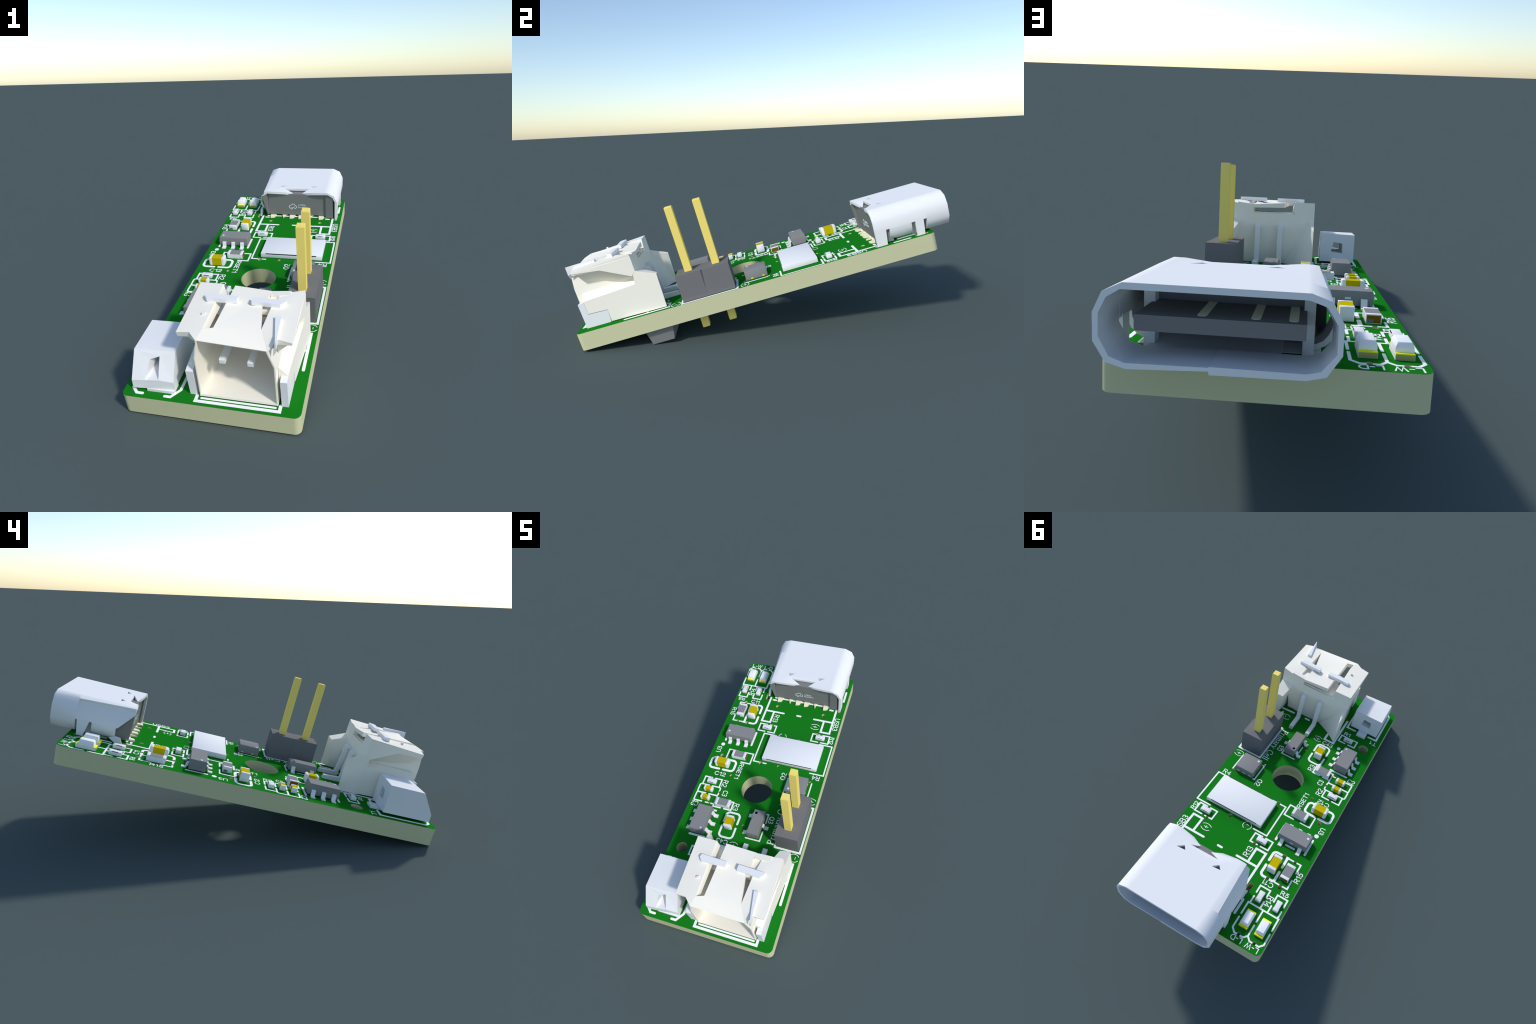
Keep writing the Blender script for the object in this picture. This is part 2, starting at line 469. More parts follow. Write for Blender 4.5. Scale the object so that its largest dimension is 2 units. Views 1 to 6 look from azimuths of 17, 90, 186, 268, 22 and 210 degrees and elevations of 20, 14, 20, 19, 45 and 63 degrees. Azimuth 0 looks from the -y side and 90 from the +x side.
def serif_label(word, at, h, length, turn):
    """book-face lettering from thick and thin strokes with feet; cap height 1, coordinates in em"""
    T, N, F = .13, .05, .05
    def foot(x, y, w=.24): return ([(x - w / 2, y), (x + w / 2, y)], F)
    G = {
        "P": (.66, [([(.18, 0), (.18, 1)], T), ([(.05, .97), (.40, .97), (.55, .88), (.58, .74), (.52, .58), (.38, .50), (.18, .50)], .07), foot(.18, .025, .30)]),
        "r": (.40, [([(.14, 0), (.14, .66)], T * .8), ([(.14, .48), (.22, .60), (.36, .62)], .09), foot(.14, .025), ([(.03, .64), (.14, .64)], F)]),
        "i": (.30, [([(.15, 0), (.15, .66)], T * .8), foot(.15, .025), ([(.04, .64), (.15, .64)], F), ([(.14, .88), (.16, .88)], .13)]),
        "m": (.86, [([(.14, 0), (.14, .66)], T * .8), ([(.14, .50), (.26, .63), (.38, .60), (.43, .50), (.43, 0)], .085), ([(.43, .50), (.56, .63), (.67, .60), (.72, .50), (.72, 0)], .085),
                    foot(.14, .025, .2), foot(.43, .025, .2), foot(.72, .025, .2), ([(.03, .64), (.14, .64)], F)]),
        "a": (.50, [([(.08, .52), (.14, .62), (.26, .63), (.34, .54), (.34, .10), (.46, .04)], .085), ([(.34, .38), (.14, .30), (.07, .16), (.14, .04), (.24, .05), (.34, .16)], .07)]),
        "y": (.54, [([(.08, .64), (.28, .06)], T * .75), ([(.48, .64), (.28, .06), (.20, -.16), (.08, -.20)], N), foot(.09, .64, .2), foot(.46, .64, .16)]),
        "C": (.74, [([(.64, .70), (.62, .86), (.48, .97), (.34, .97), (.17, .85), (.10, .62), (.10, .38), (.18, .15), (.36, .03), (.52, .04), (.66, .18)], .085)]),
        "e": (.48, [([(.10, .38), (.40, .40), (.36, .58), (.24, .64), (.12, .54), (.08, .34), (.14, .12), (.26, .04), (.42, .14)], .075)]),
        "l": (.30, [([(.15, 0), (.15, 1)], T * .8), foot(.15, .025), ([(.04, .98), (.15, .98)], F)]),
        " ": (.36, [])}
    total = sum(G[c][0] for c in word); k = length / total; g = Geo(); x = 0; n = 0
    for c in word:
        w, strokes = G[c]
        for pts, wd in strokes:
            n += 1
            o = stroke_outline(pts, wd, False, False)
            g.prism_z([((px + x) * k, py * h) for px, py in o], 0.001, 0.012 + 0.0012 * (n % 9))
        x += w
    return place("silkscreen_label", g.mesh("silkscreen_label", "silk"), at=(at[0], at[1], 0), turn=turn)


serif_label("Primary Cell", (10.08, 9.82), 0.68, 4.98, 90)

# ------------------------------------------------------------------ pin header
g = Geo()
def header_ring(z, notch, d):      # rectangle with a V groove half way along both long sides
    x0, x1, y0, y1, m = 10.37 + d, 12.66 - d, 9.87 + d, 14.68 - d, 12.28
    return [(x0, y0, z), (x1, y0, z), (x1, m - .16, z), (x1 - notch, m, z), (x1, m + .16, z), (x1, y1, z), (x0, y1, z), (x0, m + .16, z), (x0 + notch * .3, m, z), (x0, m - .16, z)]
g.loft([header_ring(.05, .0, .02), header_ring(.55, .02, 0), header_ring(2.48, .16, .01)])
header = place("pin_header", g.mesh("pin_header", "hdr"))
pin_mesh = Geo().loft([[(dx * w, dy * w, z) for dx, dy in ((-1, -1), (1, -1), (1, 1), (-1, 1))] for z, w in
                       ((-3.0, .31), (-2.9, .33), (8.33, .33), (8.42, .30))]).mesh("header_pin", "gold")
for y in (11.02, 13.54):
    place("header_pin", pin_mesh, header, (11.49, y, 0))

# ------------------------------------------------------------------ chip resistors and capacitors
def chip_resistor_small():
    g = Geo().box(-.5, .5, -.25, .25, .01, .35)
    return g.mesh("resistor", "white")


res_small = bevel_mesh(chip_resistor_small(), .03, 2)
slit_mesh = Geo().box(-.24, .24, -.012, .012, .30, .356).mesh("resistor_groove", "slit")
for x, y, t in [(2.49, 28.32, 90), (0.77, 28.32, 90), (5.10, 23.48, 0), (11.28, 23.46, 0), (1.56, 15.17, 0), (3.25, 7.21, 0)]:
    r = place("resistor", res_small, at=(x, y, 0), turn=t)
    for s in (-1, 1):
        c, n = math.cos(math.radians(t)), math.sin(math.radians(t))
        place("resistor_groove", slit_mesh, r, (x - n * s * .245, y + c * s * .245, 0), t)

res_body = Geo().box(-.55, .55, -.40, .40, .01, .49).mesh("resistor", "white")
res_film = Geo().box(-.52, .52, -.385, .385, .488, .515).mesh("resistor_film", "grey")
res_end = bevel_mesh(Geo().box(-.14, .14, -.41, .41, .0, .52).mesh("resistor_terminal", "white"), .03, 2)
res_brown = Geo().box(-.004, .004, -.36, .36, .06, .46).mesh("resistor_face", "brown")
res_dark = Geo().box(-.004, .006, -.34, 0, .06, .26).mesh("resistor_patch", "hdr")
for x, y, t, ends, patch in [(3.33, 19.02, 0, (1,), (-1,)), (1.49, 25.10, 90, (1,), (1, -1)), (3.70, 12.92, 0, (-1,), (1,))]:
    r = place("resistor", res_body, at=(x, y, 0), turn=t)
    c, n = math.cos(math.radians(t)), math.sin(math.radians(t))
    place("resistor_film", res_film, r, (x, y, 0), t)
    for s in (-1, 1):
        place("resistor_terminal", res_end, r, (x + c * s * .65, y + n * s * .65, 0), t)
    for s in ends:
        place("resistor_face", res_brown, r, (x + c * s * .793, y + n * s * .793, 0), t)
    for s in patch:
        place("resistor_patch", res_dark, r, (x + c * s * .797, y + n * s * .797, 0), t + (180 if s < 0 else 0))


def cap_meshes(l, w, h, e):
    body = Geo().box(-l / 2 + e * .5, l / 2 - e * .5, -w / 2 + .025, w / 2 - .025, .02, h - .02).mesh("capacitor", "yellow")
    g = Geo()   # cap: wraps round the end, its inner rim bowed
    ring = lambda x, d: [(x, -w / 2 + d, .0 + d), (x, w / 2 - d, .0 + d), (x, w / 2 - d, h - d), (x, 0, h - d * .6), (x, -w / 2 + d, h - d)]
    g.loft([[(p[0] + (.05 if i == 3 else 0), p[1], p[2]) for i, p in enumerate(ring(0, .01))], ring(e * .6, 0), ring(e, .05)])
    return body, bevel_mesh(g.mesh("capacitor_terminal", "white"), .012, 1)


for (l, w, h, e), spots in [((1.56, .80, .84, .30), [(2.88, 25.06, 90), (1.89, 17.58, 0)]),
                            ((1.28, .80, .84, .26), [(5.13, 10.92, 90)]),
                            ((1.00, .50, .50, .24), [(1.57, 14.17, 0), (1.60, 13.12, 0)])]:
    b, c = cap_meshes(l, w, h, e)
    for x, y, t in spots:
        o = place("capacitor", b, at=(x, y, 0), turn=t)
        for s in (0, 180):
            a = math.radians(t + s)
            place("capacitor_terminal", c, o, (x + math.cos(a) * (l / 2 - e), y + math.sin(a) * (l / 2 - e), 0), t + s)

# large flat sense resistor
g = Geo().box(5.90, 11.97, 19.10, 22.36, .04, .52, taper=.01)
sense = place("resistor", bevel_mesh(g.mesh("sense_resistor", "white"), .03, 2))
for y in (19.11, 22.35):
    place("resistor_groove", Geo().box(6.42, 11.43, y - .016, y + .016, .44, .527).mesh("resistor_groove", "slit"), sense)

# ------------------------------------------------------------------ light emitting diodes
led_base = Geo().box(-.79, .79, -.40, .40, .01, .27).mesh("led", "white")
led_lens = bevel_mesh(Geo().loft([[(x, y, z) for x, y in ((-a, -b), (a, -b), (a, b), (-a, b))] for z, a, b in
                                  ((.26, .62, .395), (.52, .59, .385), (.72, .54, .30))]).mesh("led_lens", "led"), .03, 2, 20)
led_pad = Geo().box(-.13, .11, -.395, .395, .255, .30).mesh("led_pad", "ledpad")
led_face = Geo().box(-.004, .006, -.39, .39, .02, .25).mesh("led_face", "ledbase")
for x, y in ((2.41, 30.61), (0.91, 30.63)):
    o = place("led", led_base, at=(x, y, 0), turn=90)
    place("led_lens", led_lens, o, (x, y, 0), 90)
    for s in (-1, 1):
        place("led_pad", led_pad, o, (x, y + s * .685, 0), 90)
        place("led_face", led_face, o, (x, y + s * .793, 0), 90 if s > 0 else -90)


# ------------------------------------------------------------------ chips with gull-wing leads
def lead_mesh(reach, w, z_out):
    """lead from the package face (x = 0) outwards, down and out again"""
    t = .09
    top = [(-.05, z_out), (.11, z_out), (.16, z_out - .05), (.24, .15), (.29, t), (reach, t)]
    low = [(reach, .0), (.22, .0), (.15, .10), (.08, z_out - t), (-.05, z_out - t)]
    return Geo().loft([[(x, -w / 2, z) for x, z in top + low], [(x, w / 2, z) for x, z in top + low]]).mesh("lead", "white")


def chip(x0, x1, y0, y1, z0, z1, zm, leads, reach, dot, dotmat, w=.38, mark=None):
    t = .06
    g = Geo().loft([[(x0 + t, y0 + t, z0), (x1 - t, y0 + t, z0), (x1 - t, y1 - t, z0), (x0 + t, y1 - t, z0)],
                    [(x0, y0, zm), (x1, y0, zm), (x1, y1, zm), (x0, y1, zm)],
                    [(x0 + t, y0 + t, z1), (x1 - t, y0 + t, z1), (x1 - t, y1 - t, z1), (x0 + t, y1 - t, z1)]])
    o = place("chip", bevel_mesh(g.mesh("chip", "grey"), .012, 1, 50))
    lm = lead_mesh(reach, w, zm)
    for side, pos in leads:
        at, turn = {"+x": ((x1 - .02, pos, 0), 0), "-x": ((x0 + .02, pos, 0), 180), "+y": ((pos, y1 - .02, 0), 90), "-y": ((pos, y0 + .02, 0), -90)}[side]
        place("lead", lm, o, at, turn)
    place("polarity_dot", Geo().prism_z(circle(dot[0], dot[1], .14 if dotmat == "black" else .12, 20), z1 - .01, z1 + .006).mesh("polarity_dot", dotmat), o)
    return o


u3 = chip(1.05, 4.08, 20.90, 22.42, .10, 1.0, .55, [("+y", 1.63), ("+y", 3.51), ("-y", 1.62), ("-y", 2.57), ("-y", 3.52)], .60, (1.40, 21.42), "mark")
place("lead_stub", Geo().box(2.40, 2.75, 22.36, 22.445, .50, .62).mesh("lead_stub", "mark"), u3)
u1 = chip(1.53, 3.09, 9.00, 11.90, .10, 1.1, .60, [(s, y) for s in ("+x", "-x") for y in (9.50, 10.45, 11.40)], .62, (2.80, 9.32), "mark")
q3 = chip(7.28, 8.52, 10.02, 12.82, .10, .97, .55, [("-x", 10.46), ("-x", 12.36), ("+x", 11.42)], .58, (7.60, 12.40), "black")

q2 = place("chip", bevel_mesh(Geo().box(9.57, 11.55, 15.68, 17.68, .04, .86).mesh("chip", "grey"), .02, 2))
place("polarity_dot", Geo().prism_z(circle(9.85, 15.98, .12, 20), .85, .868).mesh("polarity_dot", "mark"), q2)
for k in range(3):
    place("contact_pad", Geo().box(-.17, .17, -.01, .01, .16, .30).mesh("contact_pad", "mark"), q2, (9.90 + .66 * k, 17.682, 0))
    place("contact_pad", Geo().box(-.17, .17, -.01, .01, .16, .30).mesh("contact_pad", "mark"), q2, (9.90 + .66 * k, 15.678, 0))
for x in (9.566, 11.554):
    for y in (16.25, 17.30):
        place("contact_pad", Geo().box(-.01, .01, -.10, .10, .10, .20).mesh("contact_pad", "ledpad"), q2, (x, y, 0))


# ------------------------------------------------------------------ sensor block T1 with a funnel through it
g = Geo()
x0, x1 = .78, 3.90
fl = lambda x, z: (x, .65 + (z - .96) * .70, z)     # sloping front
FB = [(x0, .66, .96), (x1, .86, .96), (x1 - .03, 2.07, 2.78), (x0, 1.93, 2.78)]
hole_f = [(1.78, .71, 1.02), (2.80, .80, 1.12), (2.76, 1.76, 2.48), (2.04, 1.60, 2.24)]
hole_m = [(2.0, 2.3, 1.20), (2.62, 1.6, 1.15), (2.72, 2.3, 2.10), (2.10, 2.2, 2.10)]
hole_b = [(1.80, 5.03, 1.05), (2.86, 5.03, 1.15), (2.66, 5.10, 2.08), (1.85, 5.10, 1.97)]
BKF = [(x0, 5.02, .25), (x1, 5.02, .25), (x1 - .02, 5.14, 2.86), (x0, 5.14, 2.80)]
V = FB + hole_f + hole_m + hole_b + BKF + [(x0, .62, .26), (x1, .86, .26)]
F = []
for k in range(4):
    j = (k + 1) % 4
    F += [(k, j, 4 + j, 4 + k), (4 + k, 4 + j, 8 + j, 8 + k), (8 + k, 8 + j, 12 + j, 12 + k), (12 + k, 12 + j, 16 + j, 16 + k)]
F += [(3, 2, 18, 19), (20, 21, 1, 0), (20, 21, 17, 16), (20, 0, 3, 19, 16), (21, 1, 2, 18, 17)]
g.poly(V, F)
t1 = place("sensor_block", g.mesh("sensor_block", "white"))
place("sensor_foot", Geo().box(1.80, 3.86, .68, 1.6, .01, .252).mesh("sensor_foot", "white"), t1)
place("sensor_foot", Geo().box(1.83, 2.86, 4.6, 5.85, .01, .22).mesh("sensor_foot", "white"), t1)

# ------------------------------------------------------------------ wire-to-board connector
g = Geo()
# hollow shroud: floor and two inner walls, open in front and through the key slots
def at_y(r, y): return [(x, y, z) for x, z in r]
g.prism_z([(5.80, .80), (11.36, .80), (11.36, 6.4), (5.80, 6.4)], .10, .28)
g.loft([[(5.80, .78, .10), (5.90, .78, .10), (5.93, .78, 3.62), (6.26, .78, 5.16), (6.20, .78, 5.27), (5.86, .78, 3.70)],
        [(5.70, 6.4, .10), (6.35, 5.3, .10), (6.35, 5.3, 3.6), (6.40, 5.3, 5.10), (5.75, 6.4, 5.20), (5.70, 6.4, 3.70)]])
g.loft([[(11.37, .78, .10), (11.28, .78, .10), (11.28, .78, 3.58), (10.86, .78, 4.88), (10.93, .78, 4.98), (11.37, .78, 3.63)],
        [(11.45, 6.4, .10), (10.85, 5.3, .10), (10.85, 5.3, 3.6), (10.80, 5.3, 4.95), (11.45, 6.4, 5.10), (11.45, 6.4, 3.63)]])
# top in three thick tongues with key slots between them
def slab(top, low, tris=None):
    k = len(top)
    g.poly(top + low, (tris or [tuple(range(k))]) + [(i, (i + 1) % k, k + (i + 1) % k, k + i) for i in range(k)] + [tuple(j + k for j in t) for t in (tris or [tuple(range(k))])])
slab([(4.60, 6.72, 5.57), (4.62, 1.41, 5.26), (5.59, 1.37, 5.40), (6.20, .78, 5.28), (6.45, 1.60, 5.57), (6.38, 6.72, 5.57)],
     [(4.64, 6.70, 4.70), (4.66, 1.45, 4.90), (5.59, 1.42, 4.95), (6.22, .82, 5.18), (6.65, 1.75, 5.10), (6.55, 6.70, 4.70)], [(0, 1, 2, 4, 5), (2, 3, 4)])
slab([(7.14, 1.83, 5.58), (7.27, 6.75, 5.47), (10.02, 6.73, 5.24), (9.80, 4.6, 5.55), (10.31, 2.05, 5.58), (10.93, .78, 4.98), (6.20, .78, 5.28), (6.45, 1.60, 5.57)],
     [(7.05, 1.83, 5.10), (7.27, 6.75, 5.05), (10.02, 6.73, 4.95), (9.75, 4.6, 4.90), (10.31, 2.05, 5.10), (10.88, .82, 4.88), (6.25, .82, 5.18), (6.50, 1.60, 5.10)],
     [(0, 4, 5, 6, 7), (0, 3, 4), (0, 1, 2, 3)])
slab([(10.72, 6.71, 5.10), (12.47, 6.70, 5.55), (12.47, 1.40, 5.28), (11.55, 1.40, 5.50), (10.93, .78, 4.98), (10.31, 2.05, 5.58), (10.45, 4.6, 5.52)],
     [(10.60, 6.71, 4.55), (12.44, 6.68, 4.60), (12.40, 1.45, 5.05), (11.50, 1.45, 5.0), (10.93, .82, 4.88), (10.33, 2.08, 5.10), (10.40, 4.6, 4.75)],
     [(0, 1, 2, 3, 5, 6), (3, 4, 5)])
# side skirts under the top and lower side walls with the rear wings; the left side mirrors the right
g.poly([(9.78, 4.5, 5.15), (10.46, 4.5, 5.15), (10.66, 6.72, 5.02), (10.02, 6.72, 4.98), (9.78, 4.5, 4.8), (10.46, 4.5, 4.8), (10.66, 6.72, 4.6), (10.02, 6.72, 4.6)],
       [(0, 1, 2, 3), (7, 6, 5, 4), (0, 4, 5, 1), (1, 5, 6, 2), (2, 6, 7, 3), (3, 7, 4, 0)])
# inner roof below the rear of the slots
g.prism_z([(6.45, 4.5), (10.55, 4.5), (10.55, 6.5), (6.45, 6.5)], 4.45, 4.60)
MX = 8.535
for flip in (False, True):
    side = (lambda x: 2 * MX - x) if flip else (lambda x: x)
    pts = lambda rows: [(side(x), y, z) for x, y, z in rows]
    g.loft([pts([(12.47, 6.72, 5.30), (12.47, 6.72, 3.97), (12.47, 6.30, 3.59), (12.47, 3.85, 4.87), (12.47, 1.75, 5.15), (12.47, 1.40, 5.24)]),
            pts([(11.36, 6.72, 5.30), (11.36, 6.72, 3.60), (11.36, 6.30, 3.50), (11.36, 3.70, 3.55), (11.36, 1.90, 4.00), (11.36, 1.45, 5.24)])])
    g.loft([pts([(12.05, 1.40, 1.28), (12.05, 1.36, 2.46), (12.30, 6.28, 2.78), (12.46, 6.45, 3.70), (12.47, 6.72, 3.97), (12.46, 8.40, 3.24), (12.46, 8.34, .10), (12.12, 3.18, .08), (12.10, 3.17, 1.22)]),
            pts([(11.42, 1.40, 1.28), (11.40, 1.40, 3.10), (11.40, 6.20, 3.20), (11.36, 6.45, 3.70)]
                + ([(12.05, 6.74, 3.90), (12.40, 8.35, 3.18), (12.38, 8.20, .10)] if flip else [(11.10, 6.74, 3.85), (11.50, 8.29, 3.11), (11.90, 7.60, .10)]) + [ (11.40, 3.18, .08), (11.40, 3.17, 1.22)])])
# wedge closing the left wing against the rear wall
g.loft([[(4.66, 8.28, .06), (5.70, 7.42, .06), (7.2, 6.60, .06), (4.66, 6.4, .06)], [(4.66, 8.0, 2.3), (5.05, 7.2, 2.6), (5.6, 6.72, 2.6), (4.66, 6.5, 2.6)], [(4.62, 7.0, 3.8), (4.9, 6.75, 3.85), (5.1, 6.7, 3.9), (4.66, 6.5, 3.9)]])
# rear wall with its window
g.box(4.64, 6.38, 6.3, 6.73, 3.2, 5.4)
g.prism_x([(6.2, .05), (6.55, .05), (6.72, 2.6), (6.72, 4.5), (6.2, 4.5)], 4.75, 10.0)
g.loft([[(10.0, y, z) for y, z in ((6.2, .05), (6.50, .05), (6.74, 2.6), (6.74, 4.5), (6.70, 5.25), (6.2, 5.25))],
        [(11.45, y, z) for y, z in ((6.2, .05), (6.20, .05), (6.95, 2.6), (6.78, 3.9), (6.70, 5.40), (6.2, 5.40))]])
housing = place("wire_connector", g.mesh("wire_connector", "cream", 35))
# bent leads, mating pins, solder tabs, bars on top
lead = Geo().prism_x([(6.2, 3.10), (6.2, 3.45), (7.12, 3.45), (7.30, 3.30), (7.55, .45), (9.18, .40), (9.27, .02), (7.22, .02), (7.02, 3.10)], -.21, .21)
lead_m = lead.mesh("connector_lead", "white")
mate = Geo().prism_x([(1.45, 2.80), (1.40, 2.85), (1.40, 3.15), (1.45, 3.20), (5.6, 3.20), (5.6, 2.80)], -.20, .20).mesh("mating_pin", "white")
for x in (7.55, 9.53):
    place("connector_lead", lead_m, housing, (x, 0, 0))
    place("mating_pin", mate, housing, (x, 0, 0))
place("solder_tab", Geo().prism_x([(.86, .02), (.82, 2.33), (1.38, 2.40), (1.40, 1.22), (3.15, 1.18), (3.10, .02)], 11.60, 12.075).mesh("solder_tab", "white"), housing)
place("solder_tab", Geo().prism_x([(.92, .02), (.82, 2.33), (1.38, 2.48), (1.90, 1.9), (1.95, .02)], 5.02, 5.54).mesh("solder_tab", "white"), housing)
place("clip_bar", Geo().prism_z([(5.57, 4.86), (5.62, 5.08), (5.75, 5.15), (8.03, 5.05), (7.98, 4.62), (5.80, 4.55)], 5.50, 5.83).mesh("clip_bar", "white"), housing)
place("clip_bar", Geo().prism_z([(11.45, 5.00), (9.05, 5.10), (9.03, 4.62), (11.07, 4.46), (11.42, 4.90)], 5.50, 5.83).mesh("clip_bar", "white"), housing)
place("clip_bar", Geo().loft([[(10.98, 3.35, 5.5), (11.38, 3.35, 5.5), (11.38, 3.35, 5.74), (10.98, 3.35, 5.74)],
                             [(11.30, .80, 4.6), (11.52, .78, 5.0), (11.52, .78, 5.77), (11.48, .78, 5.77)]]).mesh("clip_bar", "white"), housing)
place("clip_bar", Geo().prism_z([(5.90, 3.10), (6.15, 3.12), (6.12, 3.30), (5.92, 3.25)], 5.5, 5.66).mesh("clip_bar", "white"), housing)

# ------------------------------------------------------------------ USB socket
CX = 8.10
half = [(11.20, 3.18), (11.48, 3.18), (12.21, 2.82), (12.55, 2.06), (12.54, 1.01), (12.08, .26), (11.35, .05), (11.10, .05)]
half_i = [(11.20, 2.93), (11.55, 2.93), (12.05, 2.62), (12.33, 2.05), (12.34, 1.20), (11.95, .48), (11.38, .27), (11.10, .27)]
mir = lambda pts: [(2 * CX - x, z) for x, z in reversed(pts)]
left_o = [(4.20, .23), (3.68, 1.03), (3.69, 2.15), (4.12, 2.92), (4.87, 3.18), (5.00, 3.18)]
left_i = [(4.40, .42), (3.88, 1.06), (3.89, 2.08), (4.30, 2.72), (4.93, 2.93), (5.00, 2.93)]
outer = half + [(8.36, .16), (8.34, .03), (4.9, .06)] + left_o
inner = half_i + [(8.36, .30), (8.34, .33), (4.9, .30)] + left_i
g = Geo()
def ring_between(y0, o0, i0, y1, o1, i1):
    g.loft([at_y(o0, y0), at_y(o1, y1), at_y(i1, y1), at_y(i0, y0), at_y(o0, y0)], cap=False)
# the left flank leans: its fold climbs and its crease falls towards the rear
back_o = outer[:-5] + [(3.70, 1.03), (3.70, 1.70), (4.24, 2.99), (4.82, 3.18), (5.00, 3.18)]
back_i = inner[:-5] + [(3.90, 1.06), (3.90, 1.68), (4.42, 2.80), (4.90, 2.93), (5.00, 2.93)]
ring_between(32.44, back_o, back_i, 34.45, outer, inner)
# upper half runs back to the rear; its ends are the cut edges of the sheet
def sheet(prof_o, prof_i, ya, yb):
    """strip of bent sheet: open outer and inner profiles between two y values (each may be a list per point)"""
    k = len(prof_o); A = [(x, (ya[i] if isinstance(ya, list) else ya), z) for i, (x, z) in enumerate(prof_o)]
    B = [(x, (yb[i] if isinstance(yb, list) else yb), z) for i, (x, z) in enumerate(prof_o)]
    C = [(x, (ya[i] if isinstance(ya, list) else ya), z) for i, (x, z) in enumerate(prof_i)]
    D = [(x, (yb[i] if isinstance(yb, list) else yb), z) for i, (x, z) in enumerate(prof_i)]
    f = []
    for i in range(k - 1):
        f += [(i, i + 1, k + i + 1, k + i), (2 * k + i, 2 * k + i + 1, 3 * k + i + 1, 3 * k + i),
              (i, i + 1, 2 * k + i + 1, 2 * k + i), (k + i, k + i + 1, 3 * k + i + 1, 3 * k + i)]
    f += [(0, k, 3 * k, 2 * k), (k - 1, 2 * k - 1, 4 * k - 1, 3 * k - 1)]
    return g.poly(A + B + C + D, f)


so, si = half[:4] + [(12.55, 1.32)], half_i[:4] + [(12.33, 1.32)]
sheet(so, si, 27.70, 32.44)
def flank(rows_o, rows_i):
    k = len(rows_o[0]); m = len(rows_o)
    V = [p for r in rows_o for p in r] + [p for r in rows_i for p in r]; F = []
    for t in (0, m * k):
        F += [(t + r * k + i, t + r * k + i + 1, t + (r + 1) * k + i + 1, t + (r + 1) * k + i) for r in range(m - 1) for i in range(k - 1)]
    F += [(i, i + 1, m * k + i + 1, m * k + i) for i in range(k - 1)] + [((m - 1) * k + i, (m - 1) * k + i + 1, 2 * m * k - k + i + 1, 2 * m * k - k + i) for i in range(k - 1)]
    F += [(r * k, (r + 1) * k, m * k + (r + 1) * k, m * k + r * k) for r in range(m - 1)]
    g.poly(V, F)
fo = [[(3.70, 32.44, 1.32), (3.70, 32.44, 1.70), (4.36, 32.44, 2.78), (4.24, 32.44, 2.99), (4.82, 32.44, 3.18), (5.0, 32.44, 3.18)],
      [(3.70, 31.20, 1.32), (3.70, 31.20, 1.42), (4.45, 31.20, 2.80), (4.31, 31.20, 3.03), (4.80, 31.20, 3.18), (5.0, 31.20, 3.18)],
      [(3.70, 28.92, 1.30), (3.71, 28.88, 1.55), (4.62, 28.92, 2.84), (4.43, 28.92, 3.11), (4.76, 28.92, 3.18), (5.0, 28.92, 3.18)],
      [(4.12, 27.72, 2.62), (4.16, 27.69, 2.68), (4.44, 27.70, 2.86), (4.48, 27.70, 3.14), (4.72, 27.70, 3.18), (5.0, 27.70, 3.18)]]
fi = [[(x + (.2, .2, .2, .3, .05, 0)[i], y, z - (0, .03, .05, .24, .25, .25)[i]) for i, (x, y, z) in enumerate(r)] for r in fo]
flank(fo, fi)
low_o = [(12.55, 1.32), (12.52, .98), (12.35, .58), (12.08, .30), (11.72, .14), (11.35, .10)]
low_i = [(12.33, 1.32), (12.30, 1.05), (12.17, .76), (11.95, .50), (11.66, .35), (11.35, .32)]
for a, b in ((29.05, 31.05),):
    sheet(low_o, low_i, a, b)
    sheet(mir(low_o), mir(low_i), a, b)
shell = place("usb_socket", g.mesh("usb_socket", "white", 50))
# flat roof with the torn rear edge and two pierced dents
roof_out = [(5.00, 32.44), (11.20, 32.44), (11.20, 27.72), (10.9, 27.70), (9.6, 27.86), (8.68, 28.20), (9.42, 28.66), (6.66, 28.62), (7.67, 28.20), (6.7, 27.86), (5.4, 27.70), (5.00, 27.70)]
roof = plate_mesh("usb_cover", roof_out, [[(6.00, 29.33), (6.35, 28.98), (6.84, 29.40)], [(9.47, 29.33), (9.78, 28.98), (10.32, 29.40)]], 2.93, 3.18, ["white"])
for v in roof.vertices:
    x, y = v.co.x / S, v.co.y / S
    if y < 28.5 and 6 < x < 10.2: v.co.z -= .45 * S * max(0, 1 - abs(x - 8.17) / 1.7) ** .7
place("usb_cover", roof, shell)
for x in (6.40, 9.85):
    place("cover_dent", Geo().poly([(x - .45, 29.36, 2.92), (x - .05, 28.95, 2.70), (x + .5, 29.44, 2.92), (x, 29.3, 2.45)], [(0, 1, 3), (1, 2, 3), (0, 3, 2), (0, 2, 1)]).mesh("cover_dent", "white"), shell)
leg = lambda prof, x0, x1: Geo().prism_x(prof, x0, x1).mesh("shell_leg", "white")
place("shell_leg", leg([(27.70, 2.0), (28.80, 2.0), (28.75, 1.4), (28.60, -.3), (27.72, -.3)], 12.30, 12.548), shell)
place("shell_leg", leg([(31.40, 1.40), (32.15, 1.40), (32.05, -.3), (31.38, -.3)], 12.30, 12.548), shell)
place("shell_leg", leg([(31.25, 1.40), (32.30, 1.40), (32.13, -.3), (31.72, -.3)], 3.652, 3.90), shell)
place("shell_leg", leg([(28.55, .50), (29.0, .55), (29.5, .35), (28.62, -.2), (28.25, -.2)], 3.70, 3.95), shell)
